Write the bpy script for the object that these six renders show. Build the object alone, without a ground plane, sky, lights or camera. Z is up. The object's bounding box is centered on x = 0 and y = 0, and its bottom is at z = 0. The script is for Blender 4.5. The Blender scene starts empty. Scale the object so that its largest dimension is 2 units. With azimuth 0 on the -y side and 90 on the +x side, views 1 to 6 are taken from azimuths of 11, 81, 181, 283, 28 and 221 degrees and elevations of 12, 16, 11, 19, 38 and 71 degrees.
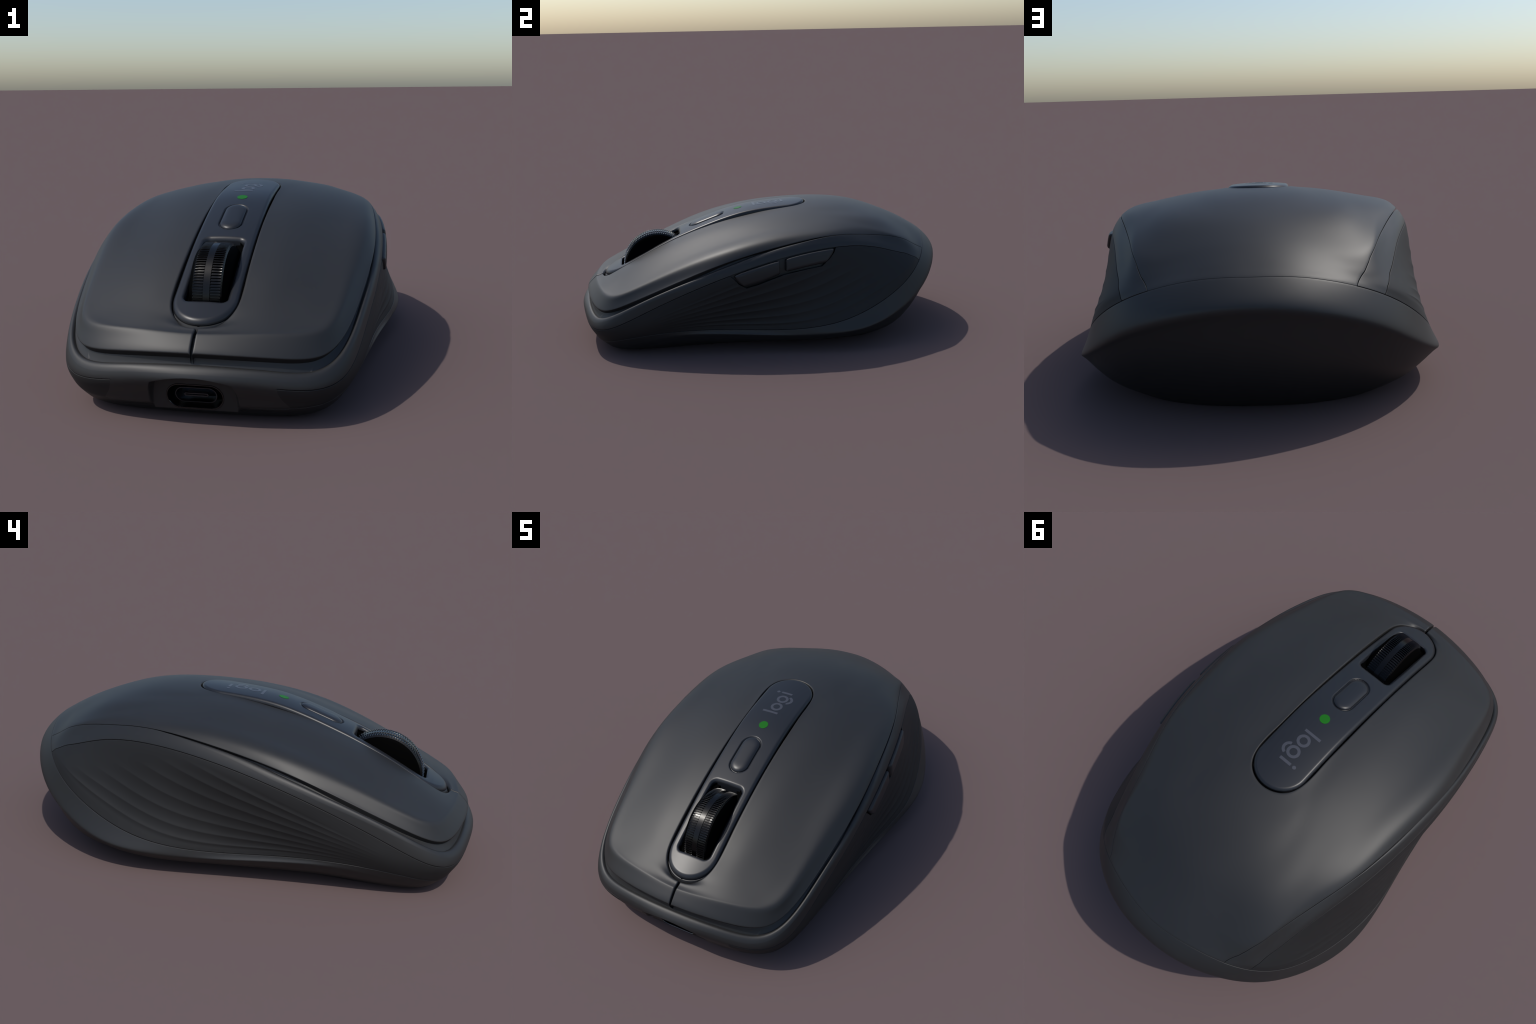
"""Cordless computer mouse, built as a loft of named loops that run round the body.

Frame: x across (the thumb buttons are at +x), y along (nose at -y, palm end at +y), z up.
The body is mirror symmetric.  Every loop below is given for one half only, from the
middle of the nose (station 0) round the side to the middle of the palm end (station 12);
the other half is its mirror image.  Panels (skirt, grips, frame, top shell) are patches of
that one lofted surface, separated by real gaps with rounded lips.
"""
import bpy, bmesh, math
import numpy as np
from mathutils import Vector

# ------------------------------------------------------------------ the loops
def loop(text):
    return np.array([[float(v) for v in p.split()] for p in text.split(',')])

FOOT = loop('0 -.821 0, .2 -.82 0, .33 -.773 0, .398 -.627 0, .392 -.422 0, .401 -.177 0, .416 .061 0, .432 .281 0, .434 .476 0, .364 .603 0, .251 .667 0, .127 .698 0, 0 .704 0')
UNDERSIDE = loop('0 -.863 .007, .212 -.855 .007, .362 -.808 .006, .438 -.679 .02, .487 -.466 .052, .519 -.205 .056, .557 .055 .054, .583 .295 .055, .546 .502 .06, .463 .673 .075, .315 .784 .107, .157 .853 .123, 0 .872 .128')
BELLY_EDGE = loop('0 -.896 .042, .225 -.887 .036, .394 -.846 .03, .486 -.727 .066, .543 -.506 .115, .575 -.23 .114, .609 .051 .098, .645 .32 .103, .621 .547 .14, .518 .76 .234, .37 .9 .334, .184 .979 .399, 0 1.001 .42')
SKIRT_SEAM = loop('0 -.935 .062, .234 -.928 .061, .414 -.879 .068, .504 -.754 .102, .544 -.534 .135, .564 -.275 .139, .592 -.019 .128, .627 .219 .141, .608 .453 .192, .529 .689 .302, .379 .841 .414, .168 .914 .479, 0 .936 .49')
GRIP_WAIST = loop('0 -.962 .108, .216 -.95 .098, .404 -.905 .092, .508 -.782 .126, .557 -.573 .197, .578 -.303 .26, .584 -.02 .297, .584 .244 .32, .55 .487 .348, .494 .708 .378, .364 .834 .437, .165 .895 .4922, 0 .914 .5047')
GRIP_SEAM = loop('0 -.999 .17, .198 -.981 .157, .389 -.934 .138, .501 -.822 .168, .547 -.617 .268, .579 -.335 .39, .578 -.012 .489, .54 .29 .531, .481 .537 .511, .432 .722 .458, .35 .826 .456, .16 .876 .5055, 0 .891 .5188')
FRAME_LIP = loop('0 -.974 .219, .226 -.957 .209, .397 -.905 .198, .493 -.788 .25, .54 -.592 .343, .564 -.325 .447, .55 -.009 .541, .521 .285 .566, .463 .524 .543, .41 .716 .49, .339 .818 .4718, .157 .857 .5178, 0 .87 .5313')
SHELL_LIP = loop('0 -.969 .249, .26 -.939 .238, .42 -.868 .233, .494 -.731 .29, .531 -.537 .376, .556 -.282 .476, .544 .006 .549, .508 .286 .583, .45 .512 .561, .397 .697 .523, .328 .804 .4904, .156 .838 .5293, 0 .85 .5427')
SHOULDER = loop('0 -.919 .3033, .25 -.891 .3037, .413 -.824 .3061, .465 -.678 .3654, .49 -.464 .4574, .515 -.212 .5413, .505 .053 .5886, .476 .29 .604, .416 .481 .597, .389 .66 .5529, .312 .765 .5276, .152 .783 .5609, 0 .797 .5705')
CROWN_OUTER = loop('0 -.908 .3063, .212 -.874 .3157, .34 -.799 .3318, .379 -.668 .3907, .397 -.481 .4715, .416 -.263 .546, .409 -.035 .6007, .388 .171 .6266, .343 .343 .6373, .313 .491 .631, .257 .596 .6216, .137 .643 .6234, 0 .664 .624')
CROWN_MIDDLE = loop('0 -.896 .3095, .175 -.857 .3265, .266 -.774 .3583, .291 -.657 .4161, .304 -.498 .4856, .316 -.314 .5496, .312 -.124 .6028, .299 .053 .6345, .268 .205 .651, .242 .332 .656, .21 .441 .6549, .122 .506 .6572, 0 .533 .6573')
CROWN_INNER = loop('0 -.885 .313, .137 -.84 .3359, .194 -.75 .3828, .207 -.646 .437, .213 -.515 .4961, .219 -.365 .5519, .217 -.212 .5976, .211 -.066 .6301, .195 .068 .6512, .182 .182 .6621, .166 .288 .6682, .106 .369 .6726, 0 .403 .6745')
SLOT = loop('0 -.874 .299, .099 -.823 .3433, .122 -.725 .3999, .122 -.635 .448, .122 -.532 .4967, .122 -.417 .5434, .122 -.301 .5826, .122 -.185 .6133, .122 -.07 .6368, .122 .033 .6542, .122 .136 .6665, .091 .231 .6748, 0 .272 .6783')

LOOPS = [FOOT, UNDERSIDE, BELLY_EDGE, SKIRT_SEAM, GRIP_WAIST, GRIP_SEAM, FRAME_LIP, SHELL_LIP,
         SHOULDER, CROWN_OUTER, CROWN_MIDDLE, CROWN_INNER, SLOT]
L_FOOT, L_SKIRT, L_GRIP, L_FRAME, L_SHELL, L_SLOT = 0, 3, 5, 6, 7, 12
CONTROL = np.stack(LOOPS, 1)                       # station, loop, xyz
STATIONS = CONTROL.shape[0]
FLIP = np.array([-1.0, 1.0, 1.0])

# ------------------------------------------------------------------ splines
def spline_weights(knots, x):
    """natural cubic spline, as weights on the knot values"""
    n = len(knots); h = np.diff(knots)
    a = np.zeros((n, n)); b = np.zeros((n, n)); a[0, 0] = a[-1, -1] = 1
    for i in range(1, n - 1):
        a[i, i - 1:i + 2] = h[i - 1], 2 * (h[i - 1] + h[i]), h[i]
        b[i, i - 1:i + 2] = 6 / h[i - 1], -6 / h[i - 1] - 6 / h[i], 6 / h[i]
    k = np.linalg.solve(a, b)
    j = np.clip(np.searchsorted(knots, x, side='right') - 1, 0, n - 2)
    p = (knots[j + 1] - x) / h[j]; q = 1 - p
    w = np.zeros((len(x), n)); r = np.arange(len(x))
    w[r, j] += p; w[r, j + 1] += q
    return w + ((p ** 3 - p) * h[j] ** 2 / 6)[:, None] * k[j] + ((q ** 3 - q) * h[j] ** 2 / 6)[:, None] * k[j + 1]

def smooth(a, b, x):
    f = np.clip((x - a) / (b - a), 0, 1); return f * f * (3 - 2 * f)

def loops_at(t):
    """the loop points at station coordinates t (mirrored past both ends, so smooth there)"""
    pad = 5; ids = np.arange(-pad, STATIONS + pad)
    rows = []
    for i in ids:
        if i < 0: rows.append(CONTROL[-i] * FLIP)
        elif i > STATIONS - 1: rows.append(CONTROL[2 * (STATIONS - 1) - i] * FLIP)
        else: rows.append(CONTROL[i])
    return np.einsum('tn,nmk->tmk', spline_weights(ids.astype(float), np.asarray(t, float)), np.array(rows))

def meridian(rows, levels, crisp=0.0):
    """points at fractional loop levels on the curve that climbs through one station;
    two helper points under the belly edge keep that edge tight and the underside full"""
    chord = rows[2] - rows[1]; size = np.linalg.norm(chord) + 1e-9; chord = chord / size
    out = rows[2] - rows[0]; out = out - chord * (out @ chord); out = out / (np.linalg.norm(out) + 1e-9)
    upper = rows[2] - 0.12 * size * chord + 0.026 * size * out
    lower = rows[2] - 0.50 * size * chord + 0.058 * size * out
    full = np.concatenate([rows[:2], lower[None], upper[None], rows[2:]])
    d = np.linalg.norm(np.diff(full, axis=0), axis=1) + 1e-3
    knots = np.concatenate([[0], np.cumsum(np.sqrt(d))])
    # flatten the facets on both sides of the shoulder, which tightens its bend
    k = 2 + 8                                        # the shoulder in the longer list
    a, b, c = knots[k - 1], knots[k], knots[k + 1]
    soft = spline_weights(knots, np.array([b + (a - b) * 0.45, b + (c - b) * 0.45])) @ full
    hard = np.stack([full[k] + (full[k - 1] - full[k]) * 0.35, full[k] + (full[k + 1] - full[k]) * 0.35])
    extra = soft + (hard - soft) * crisp
    full = np.concatenate([full[:k], extra[:1], full[k:k + 1], extra[1:], full[k + 1:]])
    d = np.linalg.norm(np.diff(full, axis=0), axis=1) + 1e-3
    knots = np.concatenate([[0], np.cumsum(np.sqrt(d))])
    skip = [2, 3, k, k + 2]
    x = np.interp(levels, np.arange(len(rows)), np.delete(knots, skip))
    return spline_weights(knots, x) @ full

def body_points(t, levels):
    """t: (n,), levels: (n,m) -> (n,m,3) on the +x half"""
    rows = loops_at(t)
    t = np.asarray(t, float)
    crisp = (0.3 + 0.45 * smooth(0.3, 1.3, t)) * (1 - smooth(2.8, 5.5, t))
    return np.array([meridian(rows[i], levels[i], crisp[i]) for i in range(len(t))])

# ------------------------------------------------------------------ nose recess for the charging port
PORT_X, PORT_Z, PORT_Y, PORT_TILT = 0.0, 0.090, -0.930, 0.25
def port_recess(p):
    """push the nose in behind an arch so that the port sits on an upright face"""
    x, y, z = p[..., 0], p[..., 1], p[..., 2]
    half = 0.150 - 2.4 * np.clip(z - 0.075, 0, 1) ** 2
    arch = np.minimum(half - np.abs(x - PORT_X), 0.172 - z - 1.2 * (x - PORT_X) ** 2)
    w = smooth(-0.006, 0.008, arch) * (y < -0.7)
    q = p.copy()
    flat = PORT_Y - PORT_TILT * (z - PORT_Z)
    w = w * smooth(0.026, 0.040, z)
    q[..., 1] = y + (flat - y) * w
    return q

# ------------------------------------------------------------------ panels
def panel(t, low, high, rows, gap=0.002, lip=0.004, wall=0.012, lip_low=None, lip_high=None,
          gap_low=None, gap_high=None, wall_lean_low=0.0, relief=None, drop_high=None, most=0.3):
    """A patch of the body between loop levels low(t) and high(t).  Both long edges are rounded
    over and turned inwards, which makes the seams real gaps.  Returns (n, m, 3)."""
    n = len(t)
    def arr(v): return np.broadcast_to(np.asarray(v, float), (n,)).copy()
    lo, hi = arr(low), arr(high)
    l_lo = arr(lip if lip_low is None else lip_low); l_hi = arr(lip if lip_high is None else lip_high)
    g_lo = arr(gap if gap_low is None else gap_low); g_hi = arr(gap if gap_high is None else gap_high)
    wall = arr(wall); lean = arr(wall_lean_low); h_hi = l_hi if drop_high is None else arr(drop_high)
    fine = np.linspace(0, 1, 161)
    lev = lo[:, None] + (hi - lo)[:, None] * fine
    pts = body_points(t, lev)
    eps = 1e-3
    tp = np.clip(t + eps, 0, STATIONS - 1); tm = np.clip(t - eps, 0, STATIONS - 1)
    du = body_points(tp, lev) - body_points(tm, lev)
    dv = np.gradient(pts, axis=1)
    # tiny patches (the pinched tips) take their direction from the wider body
    lev2 = np.clip(lev + 0.02, 0, L_SLOT); lev1 = np.clip(lev - 0.02, 0, L_SLOT)
    dv = body_points(t, lev2) - body_points(t, lev1)
    nrm = np.cross(du, dv); nrm /= np.linalg.norm(nrm, axis=2, keepdims=True) + 1e-12
    seg = np.linalg.norm(np.diff(pts, axis=1), axis=2)
    arc = np.concatenate([np.zeros((n, 1)), np.cumsum(seg, axis=1)], axis=1)
    lipf = np.array([0.0, 0.08, 0.2, 0.38, 0.65, 1.0])
    k = len(lipf)
    out = np.zeros((n, rows + 2 * k + 2, 3)); nout = np.zeros_like(out); spot = np.zeros(out.shape[:2])
    for i in range(n):
        total = max(arc[i, -1], 1e-5)
        a = min(g_lo[i], total * .2); b = total - min(g_hi[i], total * .2)
        r0 = min(l_lo[i], (b - a) * .3); r1 = max(min(l_hi[i], (b - a) * most), 1e-6); h1 = h_hi[i] * r1 / max(l_hi[i], 1e-6)
        d = np.concatenate([[a], a + r0 * lipf, np.linspace(a + r0, b - r1, rows + 2)[1:-1], b - r1 * lipf[::-1], [b]])
        drop0 = r0 - np.sqrt(np.clip(r0 ** 2 - np.clip(r0 - (d - a), 0, r0) ** 2, 0, None))
        drop1 = h1 * (1 - np.sqrt(np.clip(1 - np.clip(1 - (b - d) / r1, 0, 1) ** 2, 0, None)))
        drop = drop0 + drop1
        drop[0] += wall[i]; drop[-1] += wall[i]
        s = np.interp(d, arc[i], fine)
        P = np.stack([np.interp(s, fine, pts[i, :, c]) for c in range(3)], 1)
        N = np.stack([np.interp(s, fine, nrm[i, :, c]) for c in range(3)], 1)
        N /= np.linalg.norm(N, axis=1, keepdims=True) + 1e-12
        if relief is not None:
            v = (lo[i] + (hi[i] - lo[i]) * s)
            drop = drop - relief(t[i], v, P, d - a, b - d)
        out[i] = P - N * drop[:, None]
        if lean[i]:
            tang = P[2] - P[1] if np.linalg.norm(P[2] - P[1]) > 1e-7 else P[6] - P[1]
            tang = tang / (np.linalg.norm(tang) + 1e-9)
            out[i, 0] = out[i, 0] - tang * lean[i]
    return out

def grid_faces(n, m, close=False, start=0):
    f = []
    for i in range(n if close else n - 1):
        j = (i + 1) % n
        for k in range(m - 1):
            f.append((start + i * m + k, start + j * m + k, start + j * m + k + 1, start + i * m + k + 1))
    return f

def make_mesh(name, verts, faces, material, parent=None, smooth_angle=40, merge=1e-5, recalc=True, port_hole=False):
    me = bpy.data.meshes.new(name)
    me.from_pydata([tuple(map(float, v)) for v in verts], [], faces)
    bm = bmesh.new(); bm.from_mesh(me)
    if merge: bmesh.ops.remove_doubles(bm, verts=bm.verts, dist=merge)
    if port_hole:
        cut = []
        for f in bm.faces:
            c = f.calc_center_median()
            if c.y < -0.85 and math.hypot(max(abs(c.x - PORT_X) - 0.052, 0), c.z - PORT_Z) < 0.044: cut.append(f)
        bmesh.ops.delete(bm, geom=cut, context='FACES')
    bmesh.ops.dissolve_degenerate(bm, dist=1e-6, edges=bm.edges)
    if recalc: bmesh.ops.recalc_face_normals(bm, faces=bm.faces)
    bm.to_mesh(me); bm.free()
    return finish(name, me, material, parent, smooth_angle)

def finish(name, me, material, parent, smooth_angle=40):
    ob = bpy.data.objects.new(name, me)
    bpy.context.scene.collection.objects.link(ob)
    me.materials.clear(); me.materials.append(material)
    me.polygons.foreach_set('use_smooth', [True] * len(me.polygons))
    if smooth_angle < 180 and hasattr(me, 'set_sharp_from_angle'):
        me.set_sharp_from_angle(angle=math.radians(smooth_angle))
    if parent: ob.parent = parent
    return ob

def mirrored(grid):
    return grid * FLIP

def both_sides(grid):
    """one open patch that runs from the nose round +x to the tail and back round -x"""
    return np.concatenate([grid, mirrored(grid)[::-1][1:-1]])

# ------------------------------------------------------------------ materials
def principled(name, colour, rough, spec=0.5, grain=0.0, grain_scale=300.0, bump=0.0, coat=0.0, metallic=0.0, vary=0.06):
    m = bpy.data.materials.new(name); m.use_nodes = True
    nt = m.node_tree; nt.nodes.clear()
    out = nt.nodes.new('ShaderNodeOutputMaterial'); b = nt.nodes.new('ShaderNodeBsdfPrincipled')
    nt.links.new(b.outputs[0], out.inputs[0])
    b.inputs['Roughness'].default_value = rough
    b.inputs['Specular IOR Level'].default_value = spec
    b.inputs['Metallic'].default_value = metallic
    b.inputs['Coat Weight'].default_value = coat
    tc = nt.nodes.new('ShaderNodeTexCoord')
    no = nt.nodes.new('ShaderNodeTexNoise'); no.inputs['Scale'].default_value = 5.0; no.inputs['Detail'].default_value = 3.0
    nt.links.new(tc.outputs['Object'], no.inputs['Vector'])
    ramp = nt.nodes.new('ShaderNodeValToRGB')
    c = np.array(colour)
    ramp.color_ramp.elements[0].position = 0.3; ramp.color_ramp.elements[0].color = (*(c * (1 - vary)), 1)
    ramp.color_ramp.elements[1].position = 0.7; ramp.color_ramp.elements[1].color = (*(c * (1 + vary)), 1)
    nt.links.new(no.outputs['Fac'], ramp.inputs['Fac'])
    nt.links.new(ramp.outputs['Color'], b.inputs['Base Color'])
    if bump:
        g = nt.nodes.new('ShaderNodeTexNoise'); g.inputs['Scale'].default_value = grain_scale
        nt.links.new(tc.outputs['Object'], g.inputs['Vector'])
        bp = nt.nodes.new('ShaderNodeBump'); bp.inputs['Strength'].default_value = bump; bp.inputs['Distance'].default_value = 0.001
        nt.links.new(g.outputs['Fac'], bp.inputs['Height']); nt.links.new(bp.outputs['Normal'], b.inputs['Normal'])
    return m

SHELL_PLASTIC = principled('matt_graphite_plastic', (0.0150, 0.0150, 0.0152), 0.5, 0.48)
GRIP_RUBBER = principled('ribbed_black_rubber', (0.012, 0.012, 0.0122), 0.62, 0.36)
STRIP_PLASTIC = principled('satin_slate_plastic', (0.0125, 0.0138, 0.0170), 0.37, 0.4)
KEY_PLASTIC = principled('side_key_plastic', (0.016, 0.016, 0.017), 0.45, 0.4)
WHEEL_METAL = principled('dark_wheel_tread', (0.0008, 0.0008, 0.0011), 0.26, 0.28)
BLACK = principled('matt_black', (0.0006, 0.0006, 0.0006), 0.7, 0.02)
PORT_METAL = principled('port_metal', (0.003, 0.003, 0.0035), 0.2, 0.8)
PORT_STEEL = principled('socket_steel', (0.10, 0.11, 0.125), 0.28, 0.5, metallic=1.0)
LED_GREEN = principled('green_lamp_lens', (0.008, 0.12, 0.005), 0.45, 0.2, vary=0.02)
PRINT_GREY = principled('printed_grey', (0.046, 0.048, 0.058), 0.35, 0.5, vary=0.02)

mouse = bpy.data.objects.new('computer_mouse', None)
bpy.context.scene.collection.objects.link(mouse)
mouse['label'] = 'dark graphite cordless mouse with scroll wheel and ribbed grips'
mouse['category'] = 'computer mouse'

# ------------------------------------------------------------------ where the seams run
# at the palm end the grip and frame seams come down and end on the skirt seam
T_GRIP_FRONT, T_GRIP_END, T_FRAME_END = 1.42, 9.85, 10.30
def seam_path(stations, levels):
    k = np.array(stations, float); v = np.array(levels, float)
    def level(t):
        t = np.asarray(t, float)
        inner = (spline_weights(k, np.clip(t.ravel(), k[0], k[-1])) @ v).reshape(t.shape)
        return np.where(t <= k[0], v[0], np.where(t >= k[-1], v[-1], inner))
    return level
grip_top = seam_path([7.0, 8.4, 8.9, 9.2, 9.5, 9.7, T_GRIP_END], [5.0, 4.97, 4.93, 4.84, 4.46, 3.9, 3.0])
shell_low = seam_path([6.4, 7.0, 7.6, 8.2, 8.8, 9.2, 9.5, 9.75, 9.92, 10.05, 10.17, T_FRAME_END], [7.0, 7.08, 7.15, 7.18, 7.28, 7.31, 7.2, 6.8, 6.2, 5.5, 4.5, 3.0])
def frame_low(t): return np.where(t < T_GRIP_END, grip_top(t), L_SKIRT)
def frame_top(t): return np.maximum(shell_low(t) - groove_width(t), L_SKIRT)
def groove_width(t): return 1 - smooth(5.2, 7.2, t)

def stations(a, b, step=0.025, extra=()):
    n = max(2, int(round((b - a) / step)) + 1)
    return np.unique(np.round(np.concatenate([np.linspace(a, b, n), np.asarray(extra, float)]), 5))

# ------------------------------------------------------------------ skirt (base) with flat sole
t = stations(0, 12, 0.02, np.linspace(0, 1.0, 120))
plain = t < 0.80                       # no seam inside the port recess
half = port_recess(panel(t, L_FOOT, L_SKIRT, 90, gap=0.0, lip_low=0.0, gap_high=np.where(plain, 0, np.where(t > T_FRAME_END, 0.0003, 0.0008)), lip_high=np.where(plain, 0, np.where(t > T_FRAME_END, 0.0010, 0.0018)), wall=np.where(plain, 0, 0.012)))
half[:, :2] = half[:, 2:3]            # no inward flange at the sole
ring = both_sides(half); n, m = ring.shape[:2]
verts = list(ring.reshape(-1, 3)); faces = grid_faces(n, m, close=True)
centre = len(verts); verts.append((0, -0.05, 0.0))
for i in range(n): faces.append((centre, ((i + 1) % n) * m, i * m))
make_mesh('base_skirt', verts, faces, SHELL_PLASTIC, mouse, port_hole=True)

# ------------------------------------------------------------------ ribbed side grips
def ridge_phase(t, v):
    """whole numbers of this fan of curves are the crests of the ribs"""
    return -6.309 + 18.854 * v - 0.754 * v * v + 1.786 * t - 1.586 * t * v - 0.13 * t * t

def ribs(t, level, p, d0, d1):
    v = (level - L_SKIRT) / (L_GRIP - L_SKIRT)
    ph = ridge_phase(t, v); f = ph - np.floor(ph)
    scallop = (2 * f - 1) ** 2
    fade = smooth(3.6, 5.6, np.array(t)) * (1 - smooth(0.62, 0.92, v + 0.16 * (t - 7.0)))
    fade = fade * smooth(0.2, 0.9, ph) * (1 - smooth(7.2, 7.9, ph))
    fade = fade * smooth(0.0, 0.02, d0) * smooth(0.0, 0.03, d1) * (1 - smooth(8.6, 9.4, np.array(t)))
    return 0.0023 * fade * (scallop - 0.33)

# opening in the +x grip for the two thumb keys: its lower edge as loop level over station
KEY_A, KEY_B = 5.34, 7.15
def key_floor(t):
    f = np.interp(t, [KEY_A, 5.45, 5.56, 5.75, 6.2, 6.9, 7.03, 7.11, KEY_B], [5.0, 4.60, 4.41, 4.42, 4.52, 4.53, 4.68, 4.83, 5.0])
    return f

tg = stations(T_GRIP_FRONT, T_GRIP_END, 0.02, np.concatenate([np.linspace(KEY_A - .02, 5.7, 60), np.linspace(6.9, KEY_B + .02, 40)]))
for side in (1, -1):
    hi = grip_top(tg)
    if side > 0: hi = np.where((tg > KEY_A) & (tg < KEY_B), key_floor(tg), hi)
    g = panel(tg, L_SKIRT, hi, 150, gap=0.0008, lip=0.0018, wall=0.012, relief=ribs)
    g = np.concatenate([g[:1] + np.array([0.004, 0.014, 0]), g])      # turned-in front edge
    if side < 0: g = mirrored(g)
    make_mesh('side_grip', g.reshape(-1, 3), grid_faces(*g.shape[:2]), GRIP_RUBBER, mouse)

# ------------------------------------------------------------------ frame: nose face and band under the shell
t = stations(0, T_FRAME_END, 0.02, np.linspace(0, 1.0, 120))
front = t < T_GRIP_FRONT
gw = groove_width(t)
band = port_recess(panel(t, frame_low(t), frame_top(t), 30,
             gap_low=np.where(front, 0.0, 0.0008), lip_low=np.where(front, 0.0, 0.0018),
             gap_high=0.0008, lip_high=0.0018 + 0.036 * gw, drop_high=0.0018 + 0.015 * gw, most=0.6, wall=0.012 + 0.010 * gw))
band[front, 0] = band[front, 1]
tn = t[t <= T_GRIP_FRONT + 1e-6]; tn = np.append(tn, T_GRIP_FRONT - 0.004); tn = np.unique(tn)
nose = port_recess(panel(tn, L_SKIRT, L_GRIP, 70, gap_low=np.where(tn < 0.8, 0, 0.0008), lip_low=np.where(tn < 0.8, 0, 0.0018), gap_high=0.0, lip_high=0.0, wall=np.where(tn < 0.8, 0, 0.012)))
nose[:, -1] = nose[:, -2]
nose = np.concatenate([nose, nose[-1:] + np.array([-0.002, 0.014, 0])])
verts = []; faces = []
for g in (band, mirrored(band), nose, mirrored(nose)):
    faces += grid_faces(*g.shape[:2], start=len(verts)); verts += list(g.reshape(-1, 3))
make_mesh('frame_band', verts, faces, SHELL_PLASTIC, mouse, merge=2e-4, port_hole=True)

# ------------------------------------------------------------------ top shell with the two main keys
t = stations(0, 12, 0.02, np.concatenate([np.linspace(0, 0.2, 24), np.linspace(9.8, 10.6, 50)]))
gw = groove_width(t)
half = panel(t, shell_low(t), L_SLOT, 74, gap_low=np.where(t > T_FRAME_END, 0.0003, 0.0008), lip_low=np.where(t > T_FRAME_END, 0.0010, 0.0018) + 0.004 * gw, wall=0.014 + 0.006 * gw,
             gap_high=0.0, lip_high=0.007, wall_lean_low=0.012 * gw)
half[:, -1] -= np.array([0, 0, 0.03])
# the slit between the keys at the nose: both edges bend apart and roll over
x = half[..., 0]; nosey = smooth(-0.80, -0.86, half[..., 1])
roll = np.clip(1 - x / 0.010, 0, 1)
half[..., 2] -= 0.010 * (1 - np.sqrt(1 - roll ** 2 * 0.98)) * nosey
half[..., 0] = x + nosey * (np.sqrt(x * x + 0.0042 ** 2) - x)
edge = half[:1].copy(); edge[..., 2] -= 0.03; edge[..., 1] += 0.012
half = np.concatenate([edge, half])
other = mirrored(half)[::-1][1:]
full = np.concatenate([half, other])
make_mesh('top_shell', full.reshape(-1, 3), grid_faces(*full.shape[:2]), SHELL_PLASTIC, mouse)

# ------------------------------------------------------------------ inner chassis seen at the bottom of the grooves
t = stations(0, 12, 0.05)
rows = 24
lo_lev = np.where(t < 2.0, 5.35, 4.2)
lev = lo_lev[:, None] + (8.4 - lo_lev)[:, None] * np.linspace(0, 1, rows)[None]
pts = body_points(t, lev); eps = 1e-3
du = body_points(np.clip(t + eps, 0, 12), lev) - body_points(np.clip(t - eps, 0, 12), lev)
dv = body_points(t, lev + .02) - body_points(t, lev - .02)
nr = np.cross(du, dv); nr /= np.linalg.norm(nr, axis=2, keepdims=True) + 1e-12
core = pts - nr * 0.020
core = both_sides(core)
make_mesh('inner_chassis', core.reshape(-1, 3), grid_faces(*core.shape[:2], close=True), SHELL_PLASTIC, mouse)

# ------------------------------------------------------------------ centre strip
STRIP_W, STRIP_A, STRIP_B = 0.117, -0.749, 0.149      # half width, centres of the end arcs
_py = np.array([-.90, -.77, -.62, -.46, -.37, -.2, -.112, .1, .237, .32])
_pz = np.array([.318, .383, .461, .536, .571, .629, .652, .678, .685, .686])
def strip_height(x, y):
    return spline_weights(_py, np.atleast_1d(y)) @ _pz - 0.55 * np.atleast_1d(x) ** 2

def sd_stadium(x, y, a, b, r):
    return np.hypot(x, y - np.clip(y, a, b)) - r
def sd_box(x, y, cx, cy, hx, hy, r):
    qx = np.abs(x - cx) - hx + r; qy = np.abs(y - cy) - hy + r
    return np.hypot(np.maximum(qx, 0), np.maximum(qy, 0)) + np.minimum(np.maximum(qx, qy), 0) - r

OPEN_C, OPEN_H, OPEN_W, OPEN_R = -0.609, 0.162, 0.078, 0.022
KEY_W, KEY_F, KEY_R = 0.044, -0.340, -0.238
def lip_drop(d, r):
    d = np.clip(d, 0, r); return r - np.sqrt(r * r - (r - d) ** 2)

def strip_top(x, y):
    z = strip_height(x, y)
    z = z - 1.0 * lip_drop(-sd_stadium(x, y, STRIP_A, STRIP_B, STRIP_W), 0.014)
    z = z - lip_drop(sd_box(x, y, 0, OPEN_C, OPEN_W, OPEN_H, OPEN_R), 0.013)
    k = np.abs(sd_stadium(x, y, KEY_F, KEY_R, KEY_W) - 0.0005)
    return z - 0.007 * (1 - smooth(0.001, 0.006, k))

ys = []
yf, yr = STRIP_A - STRIP_W, STRIP_B + STRIP_W
ys += list(yf + STRIP_W * (1 - np.cos(np.linspace(0, np.pi / 2, 44)))[:-1])
o0, o1 = OPEN_C - OPEN_H, OPEN_C + OPEN_H
ys += list(np.linspace(STRIP_A, STRIP_B, 360))
ys += list(yr - STRIP_W * (1 - np.cos(np.linspace(0, np.pi / 2, 44)))[::-1][1:])
corner = OPEN_R * (1 - np.cos(np.linspace(0, np.pi / 2, 8)))
ys = np.unique(np.round(np.concatenate([ys, o0 + corner, o1 - corner, [o0, o1]]), 5))
rows = []
nl, nm = 18, 44
edge_f = np.concatenate([np.linspace(0, .5, nl // 2 + 1)[:-1] ** 1.6 * (0.5 / 0.5 ** 1.6), 1 - (np.linspace(.5, 0, nl // 2 + 1)) ** 1.6 * (0.5 / 0.5 ** 1.6)])
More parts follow.
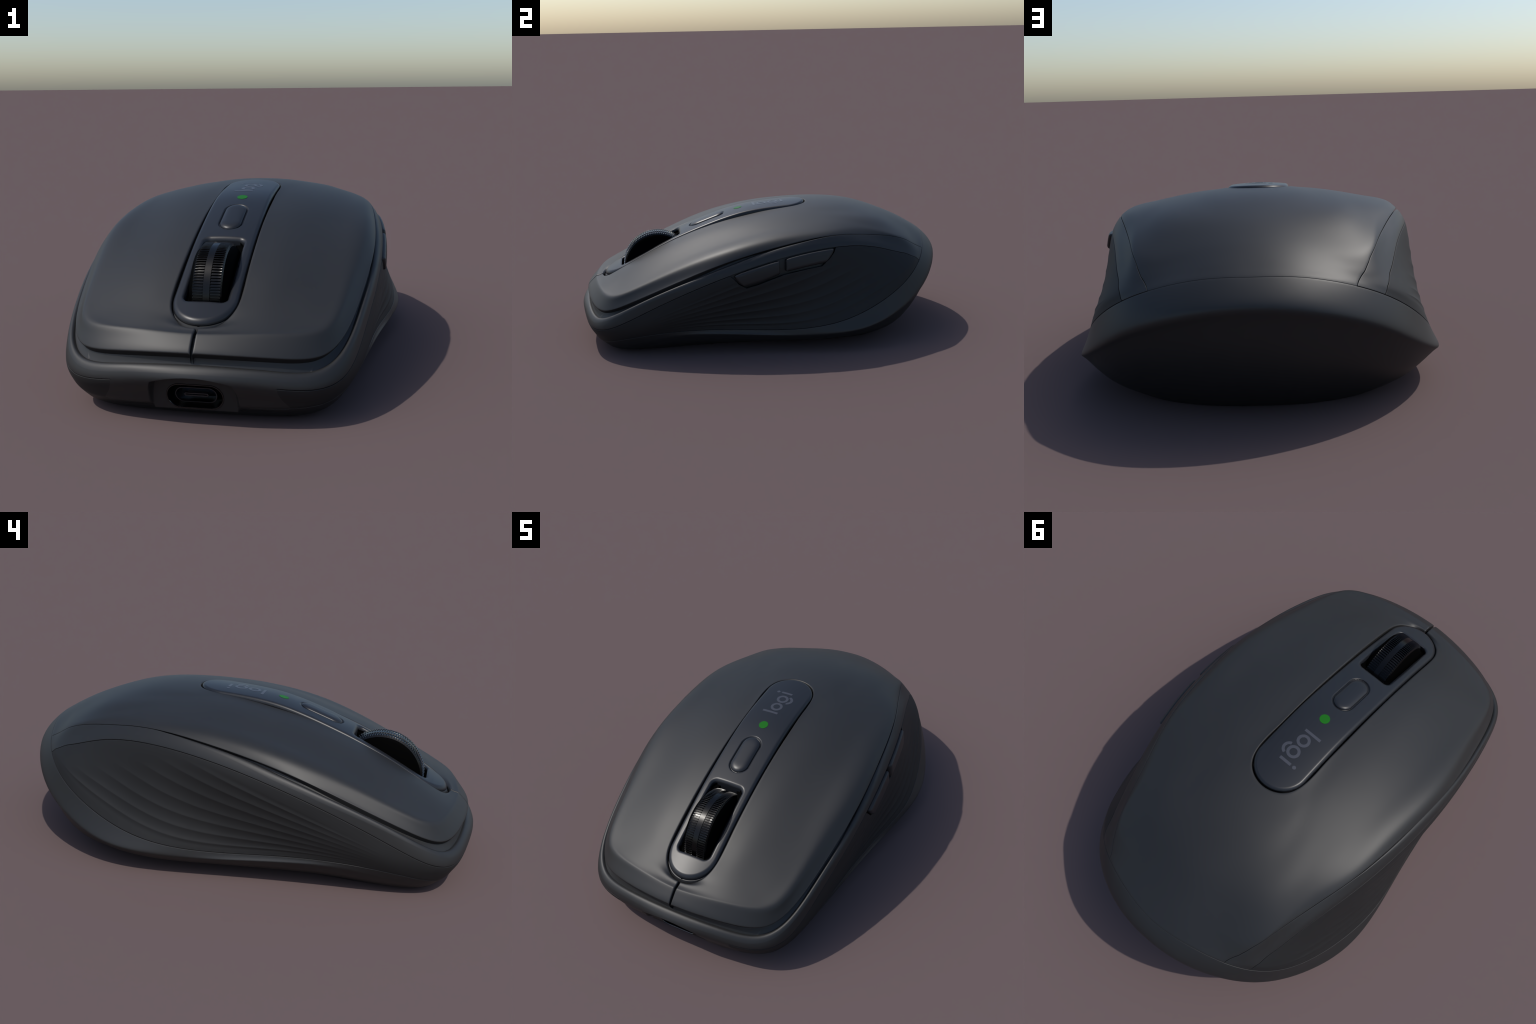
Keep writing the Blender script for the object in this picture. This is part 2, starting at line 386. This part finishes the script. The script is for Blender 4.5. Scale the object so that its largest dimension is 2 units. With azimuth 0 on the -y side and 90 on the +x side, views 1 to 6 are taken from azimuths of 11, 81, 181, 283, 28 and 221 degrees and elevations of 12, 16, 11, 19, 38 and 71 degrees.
for y in ys:
    dy = max(STRIP_A - y, y - STRIP_B, 0); w = math.sqrt(max(STRIP_W ** 2 - dy * dy, 0))
    o = OPEN_W
    if o0 <= y <= o1:
        e = min(y - o0, o1 - y)
        if e < OPEN_R: o = OPEN_W - OPEN_R + math.sqrt(max(OPEN_R ** 2 - (OPEN_R - e) ** 2, 0))
    elif y < o0: o = (OPEN_W - OPEN_R) * (1 - smooth(0, .06, o0 - y) * .0)
    else: o = (OPEN_W - OPEN_R)
    o = min(o, w * 0.66)
    xs = np.concatenate([-w + (w - o) * edge_f, np.linspace(-o, o, nm + 1)[1:-1], (o + (w - o) * edge_f)])
    rows.append(np.stack([xs, np.full(len(xs), y)], 1))
rows = np.array(rows); n, m = rows.shape[:2]
z = strip_top(rows[..., 0].ravel(), rows[..., 1].ravel())
verts = np.column_stack([rows.reshape(-1, 2), z])
faces = []
for i in range(n - 1):
    inside = ys[i] >= o0 - 1e-6 and ys[i + 1] <= o1 + 1e-6
    for k in range(m - 1):
        if inside and nl - 0 <= k < m - 1 - nl: continue
        faces.append((i * m + k, i * m + k + 1, (i + 1) * m + k + 1, (i + 1) * m + k))
me = bpy.data.meshes.new('centre_strip')
me.from_pydata([tuple(map(float, v)) for v in verts], [], faces)
bm = bmesh.new(); bm.from_mesh(me)
bmesh.ops.remove_doubles(bm, verts=bm.verts, dist=1e-5)
bmesh.ops.delete(bm, geom=[v for v in bm.verts if not v.link_faces], context='VERTS')
bmesh.ops.dissolve_degenerate(bm, dist=1e-6, edges=bm.edges)
bmesh.ops.recalc_face_normals(bm, faces=bm.faces)
if sum(f.normal.z for f in bm.faces) < 0: bmesh.ops.reverse_faces(bm, faces=bm.faces)
bed = [e for e in bm.edges if e.is_boundary]
ret = bmesh.ops.extrude_edge_only(bm, edges=bed)
for v in [g for g in ret['geom'] if isinstance(g, bmesh.types.BMVert)]:
    hole = sd_box(np.array(v.co.x), np.array(v.co.y), 0, OPEN_C, OPEN_W, OPEN_H, OPEN_R) < 0.004
    v.co.z -= 0.05 if hole else 0.003
bmesh.ops.recalc_face_normals(bm, faces=bm.faces)
bm.to_mesh(me); bm.free()
strip = finish('centre_strip', me, STRIP_PLASTIC, mouse, 50)

# pedestal under the strip, visible as a wall at its front end
def stadium_ring(a, b, r, n=40):
    th = np.linspace(0, np.pi, n)
    p = [(r * math.cos(q), b + r * math.sin(q)) for q in th] + [(-r * math.cos(q), a - r * math.sin(q)) for q in th]
    return np.array(p)
ring = stadium_ring(STRIP_A, STRIP_B, STRIP_W, 90)
centre_y = np.clip(ring[:, 1], STRIP_A, STRIP_B)
ztop = strip_height(ring[:, 0], ring[:, 1]) - 0.012
nose_end = smooth(-0.74, -0.82, ring[:, 1])           # the collar only flares at the front end
def ped(grow, dz, flare=0.0):
    f = (1 + (grow + flare * nose_end) / STRIP_W)
    return np.column_stack([ring[:, 0] * f, centre_y + (ring[:, 1] - centre_y) * f, ztop + dz])
g = np.stack([ped(-0.012, 0.0), ped(-0.010, -0.006, 0.002), ped(-0.006, -0.008, 0.004), ped(-0.004, -0.010, 0.006), ped(0.0, -0.032, 0.011), ped(0.001, -0.044, 0.013), ped(0.002, -0.09, 0.012)], 1)
make_mesh('strip_pedestal', g.reshape(-1, 3), grid_faces(*g.shape[:2], close=True), SHELL_PLASTIC, mouse)
# solid black block added on the collar to stand for the key gap
y0 = STRIP_A - STRIP_W; z0 = float(strip_height(0, y0)[0])
block_verts = [(sx * 0.0042, y0 - dy, z0 - dz) for dy, dz in ((0.0005, 0.020), (0.0155, 0.056)) for sx in (-1, 1)] + [(sx * 0.0042, y0 + 0.02, z0 - dz) for dz in (0.020, 0.056) for sx in (-1, 1)]
make_mesh('collar_gap_block', block_verts, [(0, 1, 3, 2), (0, 2, 6, 4), (1, 5, 7, 3), (4, 6, 7, 5), (0, 4, 5, 1), (2, 3, 7, 6)], BLACK, mouse)

# ------------------------------------------------------------------ pill button on the strip
def pill(name, a, b, r, rise, base_drop, material, parent, height, rings=14, n=40, sink=0.012):
    th = np.linspace(0, np.pi, n)
    verts = []; faces = []
    prof = [(1.0, -sink)] + [(math.cos(q) ** 0.55 if q < math.pi / 2 - 1e-6 else 0.0, math.sin(q)) for q in np.linspace(0, math.pi / 2, rings)]
    count = 0; g = []
    for f, h in prof:
        ring = []
        for s, c0 in ((1, b), (-1, a)):
            for q in th:
                x = s * r * f * math.cos(q); y = c0 + s * r * f * math.sin(q)
                z = float(height(x, y)[0]) + (h * rise - base_drop if h >= 0 else h)
                ring.append((x, y, z))
        g.append(ring)
    g = np.array(g).transpose(1, 0, 2)
    return make_mesh(name, g.reshape(-1, 3), grid_faces(*g.shape[:2], close=True), material, parent, 60, merge=1e-5)

pill('mode_button', KEY_F, KEY_R, KEY_W - 0.0015, 0.012, 0.004, STRIP_PLASTIC, strip, lambda x, y: strip_height(x, y))

# ------------------------------------------------------------------ lamp and printed lettering
def flat_shape(name, outer, inner, material, parent, lift=0.0006):
    """thin raised print: a band between two outlines of the same length (or a filled outline)"""
    o = np.array(outer); verts = []; faces = []; n = len(o)
    def put(p, dz): return [(x, y, float(strip_height(x, y)[0]) + dz) for x, y in p]
    if inner is None:
        c = o.mean(0); rings = [o + (c - o) * f for f in (0, .35, .7)]
        verts = put(o, -0.002)
        for r in rings: verts += put(r, lift)
        verts += put([c], lift)
        for k in range(3):
            for i in range(n): j = (i + 1) % n; faces.append((k * n + i, k * n + j, (k + 1) * n + j, (k + 1) * n + i))
        for i in range(n): faces.append((3 * n + i, 3 * n + (i + 1) % n, 4 * n))
    else:
        q = np.array(inner); closed = np.allclose(o[0], o[-1])
        mid = (o + q) / 2
        g = np.stack([np.array(put(o, -0.002)), np.array(put(o, lift)), np.array(put(mid, lift)), np.array(put(q, lift)), np.array(put(q, -0.002))], 1)
        verts = g.reshape(-1, 3); faces = grid_faces(*g.shape[:2])
        if not closed:
            faces += [tuple(range(5)), tuple(range((n - 1) * 5 + 4, (n - 1) * 5 - 1, -1))]
    return make_mesh(name, verts, faces, material, parent, 50)

ang = np.linspace(0, 2 * np.pi, 48, endpoint=False)
flat_shape('status_lamp', np.stack([0.0215 * np.cos(ang), -0.1125 + 0.0225 * np.sin(ang)], 1), None, LED_GREEN, strip, 0.0010)

# letters: u runs along +y (reading direction), v runs along -x (letter height); v = 0 is the base line
BASE_X, BASE_Y, STROKE = 0.026, -0.030, 0.0125
def place(u, v): return np.stack([BASE_X - np.asarray(v, float), BASE_Y + np.asarray(u, float)], 1)
def bar(u0, u1, v0, v1, n=8):
    k = np.linspace(0, 1, n)
    return place(u0 + 0 * k, v0 + (v1 - v0) * k), place(u1 + 0 * k, v0 + (v1 - v0) * k)
def arc(uc, vc, r, a0, a1, n=48):
    a = np.radians(np.linspace(a0, a1, n)); s = STROKE / 2
    return place(uc + (r + s) * np.cos(a), vc + (r + s) * np.sin(a)), place(uc + (r - s) * np.cos(a), vc + (r - s) * np.sin(a))
def letter(name, pieces):
    parts = [flat_shape('stroke', o, i, PRINT_GREY, None) for o, i in pieces]
    verts = []; faces = []
    for p in parts:
        s = len(verts); verts += [tuple(v.co) for v in p.data.vertices]
        faces += [tuple(s + i for i in f.vertices) for f in p.data.polygons]
        me = p.data; bpy.data.objects.remove(p); bpy.data.meshes.remove(me)
    return make_mesh(name, verts, faces, PRINT_GREY, strip, 50, merge=0)
R_O = 0.0225
letter('printed_letter', [bar(0.003, 0.003 + STROKE, 0.0, 0.078)])
letter('printed_letter', [arc(0.053, 0.027, R_O, 0, 360)])
letter('printed_letter', [arc(0.116, 0.027, R_O, 0, 360), arc(0.116, 0.005, 0.0245, 195, 345, 30)])
letter('printed_letter', [bar(0.160, 0.160 + STROKE, 0.0, 0.055)])
dot = np.linspace(0, 2 * np.pi, 24, endpoint=False)
flat_shape('printed_letter_dot', place(0.166 + 0.008 * np.cos(dot), 0.073 + 0.008 * np.sin(dot)), None, PRINT_GREY, strip)

# ------------------------------------------------------------------ scroll wheel with ribbed tread
WH_Y, WH_Z, WH_R, WH_W = -0.574, 0.357, 0.187, 0.054
TEETH = 108
prof = [(-WH_W, WH_R - 0.012, 0), (-WH_W + 0.004, WH_R - 0.004, 0), (-WH_W + 0.008, WH_R, 1), (-0.034, WH_R + 0.001, 1), (-0.014, WH_R + 0.0015, 1),
        (-0.012, WH_R - 0.001, 0), (0.012, WH_R - 0.001, 0), (0.014, WH_R + 0.0015, 1), (0.034, WH_R + 0.001, 1), (WH_W - 0.008, WH_R, 1), (WH_W - 0.004, WH_R - 0.004, 0), (WH_W, WH_R - 0.012, 0)]
steps = TEETH * 6
g = []
for i in range(steps):
    a = 2 * math.pi * i / steps; ph = (i % 6) / 6.0
    dip = 0.0 if 0 < (i % 6) < 3 else 0.0055
    g.append([(x, WH_Y + (r - dip * k) * math.sin(a), WH_Z + (r - dip * k) * math.cos(a)) for x, r, k in prof])
g = np.array(g)
wheel = make_mesh('scroll_wheel', g.reshape(-1, 3), grid_faces(*g.shape[:2], close=True), WHEEL_METAL, mouse, 35)
for s in (-1, 1):
    verts = []; faces = []
    for r, dx in ((WH_R - 0.010, 0.002), (WH_R - 0.022, -0.012), (0.03, -0.014), (0.0, -0.014)):
        verts += [(s * (WH_W - dx), WH_Y + r * math.sin(q), WH_Z + r * math.cos(q)) for q in np.linspace(0, 2 * np.pi, 96, endpoint=False)]
    for k in range(3):
        for i in range(96): j = (i + 1) % 96; faces.append((k * 96 + i, k * 96 + j, (k + 1) * 96 + j, (k + 1) * 96 + i))
    make_mesh('wheel_side', verts, faces, BLACK, wheel, 60)

# dark well round the wheel
ring = []
for q in np.linspace(0, 2 * np.pi, 64, endpoint=False):
    c, s = math.cos(q), math.sin(q)
    ring.append((math.copysign(abs(c) ** 0.4, c) * (OPEN_W + 0.006), OPEN_C + math.copysign(abs(s) ** 0.4, s) * (OPEN_H + 0.006)))
ring = np.array(ring); zt = strip_height(ring[:, 0], ring[:, 1]) - 0.016
inner = ring * np.array([(WH_W + 0.006) / (OPEN_W + 0.006), 1.0]) + np.array([0.0, 0.0])
g = np.stack([np.column_stack([ring, zt]), np.column_stack([ring, zt - 0.010]), np.column_stack([inner, zt - 0.012]), np.column_stack([inner, zt * 0 + 0.12]), np.column_stack([ring * 0 + np.array([0, OPEN_C]), zt * 0 + 0.12])], 1)
make_mesh('wheel_well', g.reshape(-1, 3), grid_faces(*g.shape[:2], close=True), BLACK, mouse)

# ------------------------------------------------------------------ thumb keys
def thumb_key(t0, t1, front_cut, rear_cut):
    """a plump pad that fills its part of the opening: station along, loop level up the side;
    front_cut / rear_cut slant the lower corners"""
    n, m = 90, 44
    u = np.linspace(-1, 1, n); v = np.linspace(-1, 1, m)
    A, B = np.meshgrid(u, v, indexing='ij')
    # squircle remap rounds the four corners of the pad
    A2 = A * np.sqrt(1 - 0.10 * B ** 8); B2 = B * np.sqrt(1 - 0.16 * A ** 8)
    a01 = (A2 + 1) / 2; b01 = (B2 + 1) / 2
    tt = t0 + (t1 - t0) * a01 + (front_cut * (1 - a01) + rear_cut * a01) * (1 - b01) ** 2
    mid = np.clip(t0 + (t1 - t0) * a01, 5.56, 6.9)
    bottom = key_floor(mid) + 0.055
    ll = bottom + (4.97 - bottom) * b01
    flat = tt.ravel(); lv = ll.ravel()[:, None]
    p = body_points(flat, lv)[:, 0].reshape(n, m, 3)
    e = 1e-3
    du = (body_points(flat + e, lv) - body_points(flat - e, lv))[:, 0]; dv = (body_points(flat, lv + .02) - body_points(flat, lv - .02))[:, 0]
    nr = np.cross(du, dv); nr /= np.linalg.norm(nr, axis=1, keepdims=True); nr = nr.reshape(n, m, 3)
    edge = np.minimum((1 - np.abs(A)) * 0.115, (1 - np.abs(B)) * 0.033)
    h = 0.011 - lip_drop(edge, 0.015) * 0.95
    border = (np.abs(A) > 0.999) | (np.abs(B) > 0.999)
    h = np.where(border, -0.02, h)
    return make_mesh('thumb_key', (p + nr * h[..., None]).reshape(-1, 3), grid_faces(n, m), KEY_PLASTIC, mouse, 60)
thumb_key(5.40, 6.13, 0.13, 0.0)
thumb_key(6.22, 7.11, 0.0, -0.16)

# ------------------------------------------------------------------ charging port
def port_ring(name, material, r, half_w, y_front, y_back, thick, floor=True, parent=None, n=32):
    """a rounded slot-shaped sleeve; its bezel stands a little proud of the nose face"""
    th = np.linspace(-np.pi / 2, np.pi / 2, n)
    path = [(PORT_X + half_w + r * math.cos(q), PORT_Z + r * math.sin(q), math.cos(q), math.sin(q)) for q in th]
    path += [(PORT_X - half_w - r * math.cos(q), PORT_Z - r * math.sin(q), -math.cos(q), -math.sin(q)) for q in th]
    prof = [(thick, y_front + 0.010), (thick, y_front + 0.002), (thick * .75, y_front), (thick * .25, y_front), (0, y_front + 0.002), (0, y_back)]
    g = np.array([[(x + nx * d, y - PORT_TILT * (z + nz * d - PORT_Z), z + nz * d) for d, y in prof] for x, z, nx, nz in path])
    verts = list(g.reshape(-1, 3)); faces = grid_faces(*g.shape[:2], close=True)
    if floor:
        c = len(verts); verts.append((PORT_X, y_back, PORT_Z)); m = g.shape[1]; k = len(g)
        for i in range(k): faces.append((c, i * m + m - 1, ((i + 1) % k) * m + m - 1))
    return make_mesh(name, verts, faces, material, parent or mouse, 40)
port = port_ring('charging_port', PORT_METAL, 0.042, 0.052, PORT_Y - 0.002, PORT_Y + 0.075, 0.006)
port_ring('port_socket', PORT_STEEL, 0.025, 0.044, PORT_Y + 0.016, PORT_Y + 0.07, 0.004, parent=port)
port_ring('port_tongue', PORT_STEEL, 0.001, 0.036, PORT_Y + 0.018, PORT_Y + 0.07, 0.006, floor=False, parent=port)

# ------------------------------------------------------------------ the front half sits a hair towards the thumb side
for lean_right in bpy.data.meshes:
    n = len(lean_right.vertices); co = np.empty(n * 3); lean_right.vertices.foreach_get('co', co)
    co = co.reshape(-1, 3); co[:, 0] += 0.001 * (1 - smooth(-0.1, 0.4, co[:, 1]))
    lean_right.vertices.foreach_set('co', co.ravel()); lean_right.update()
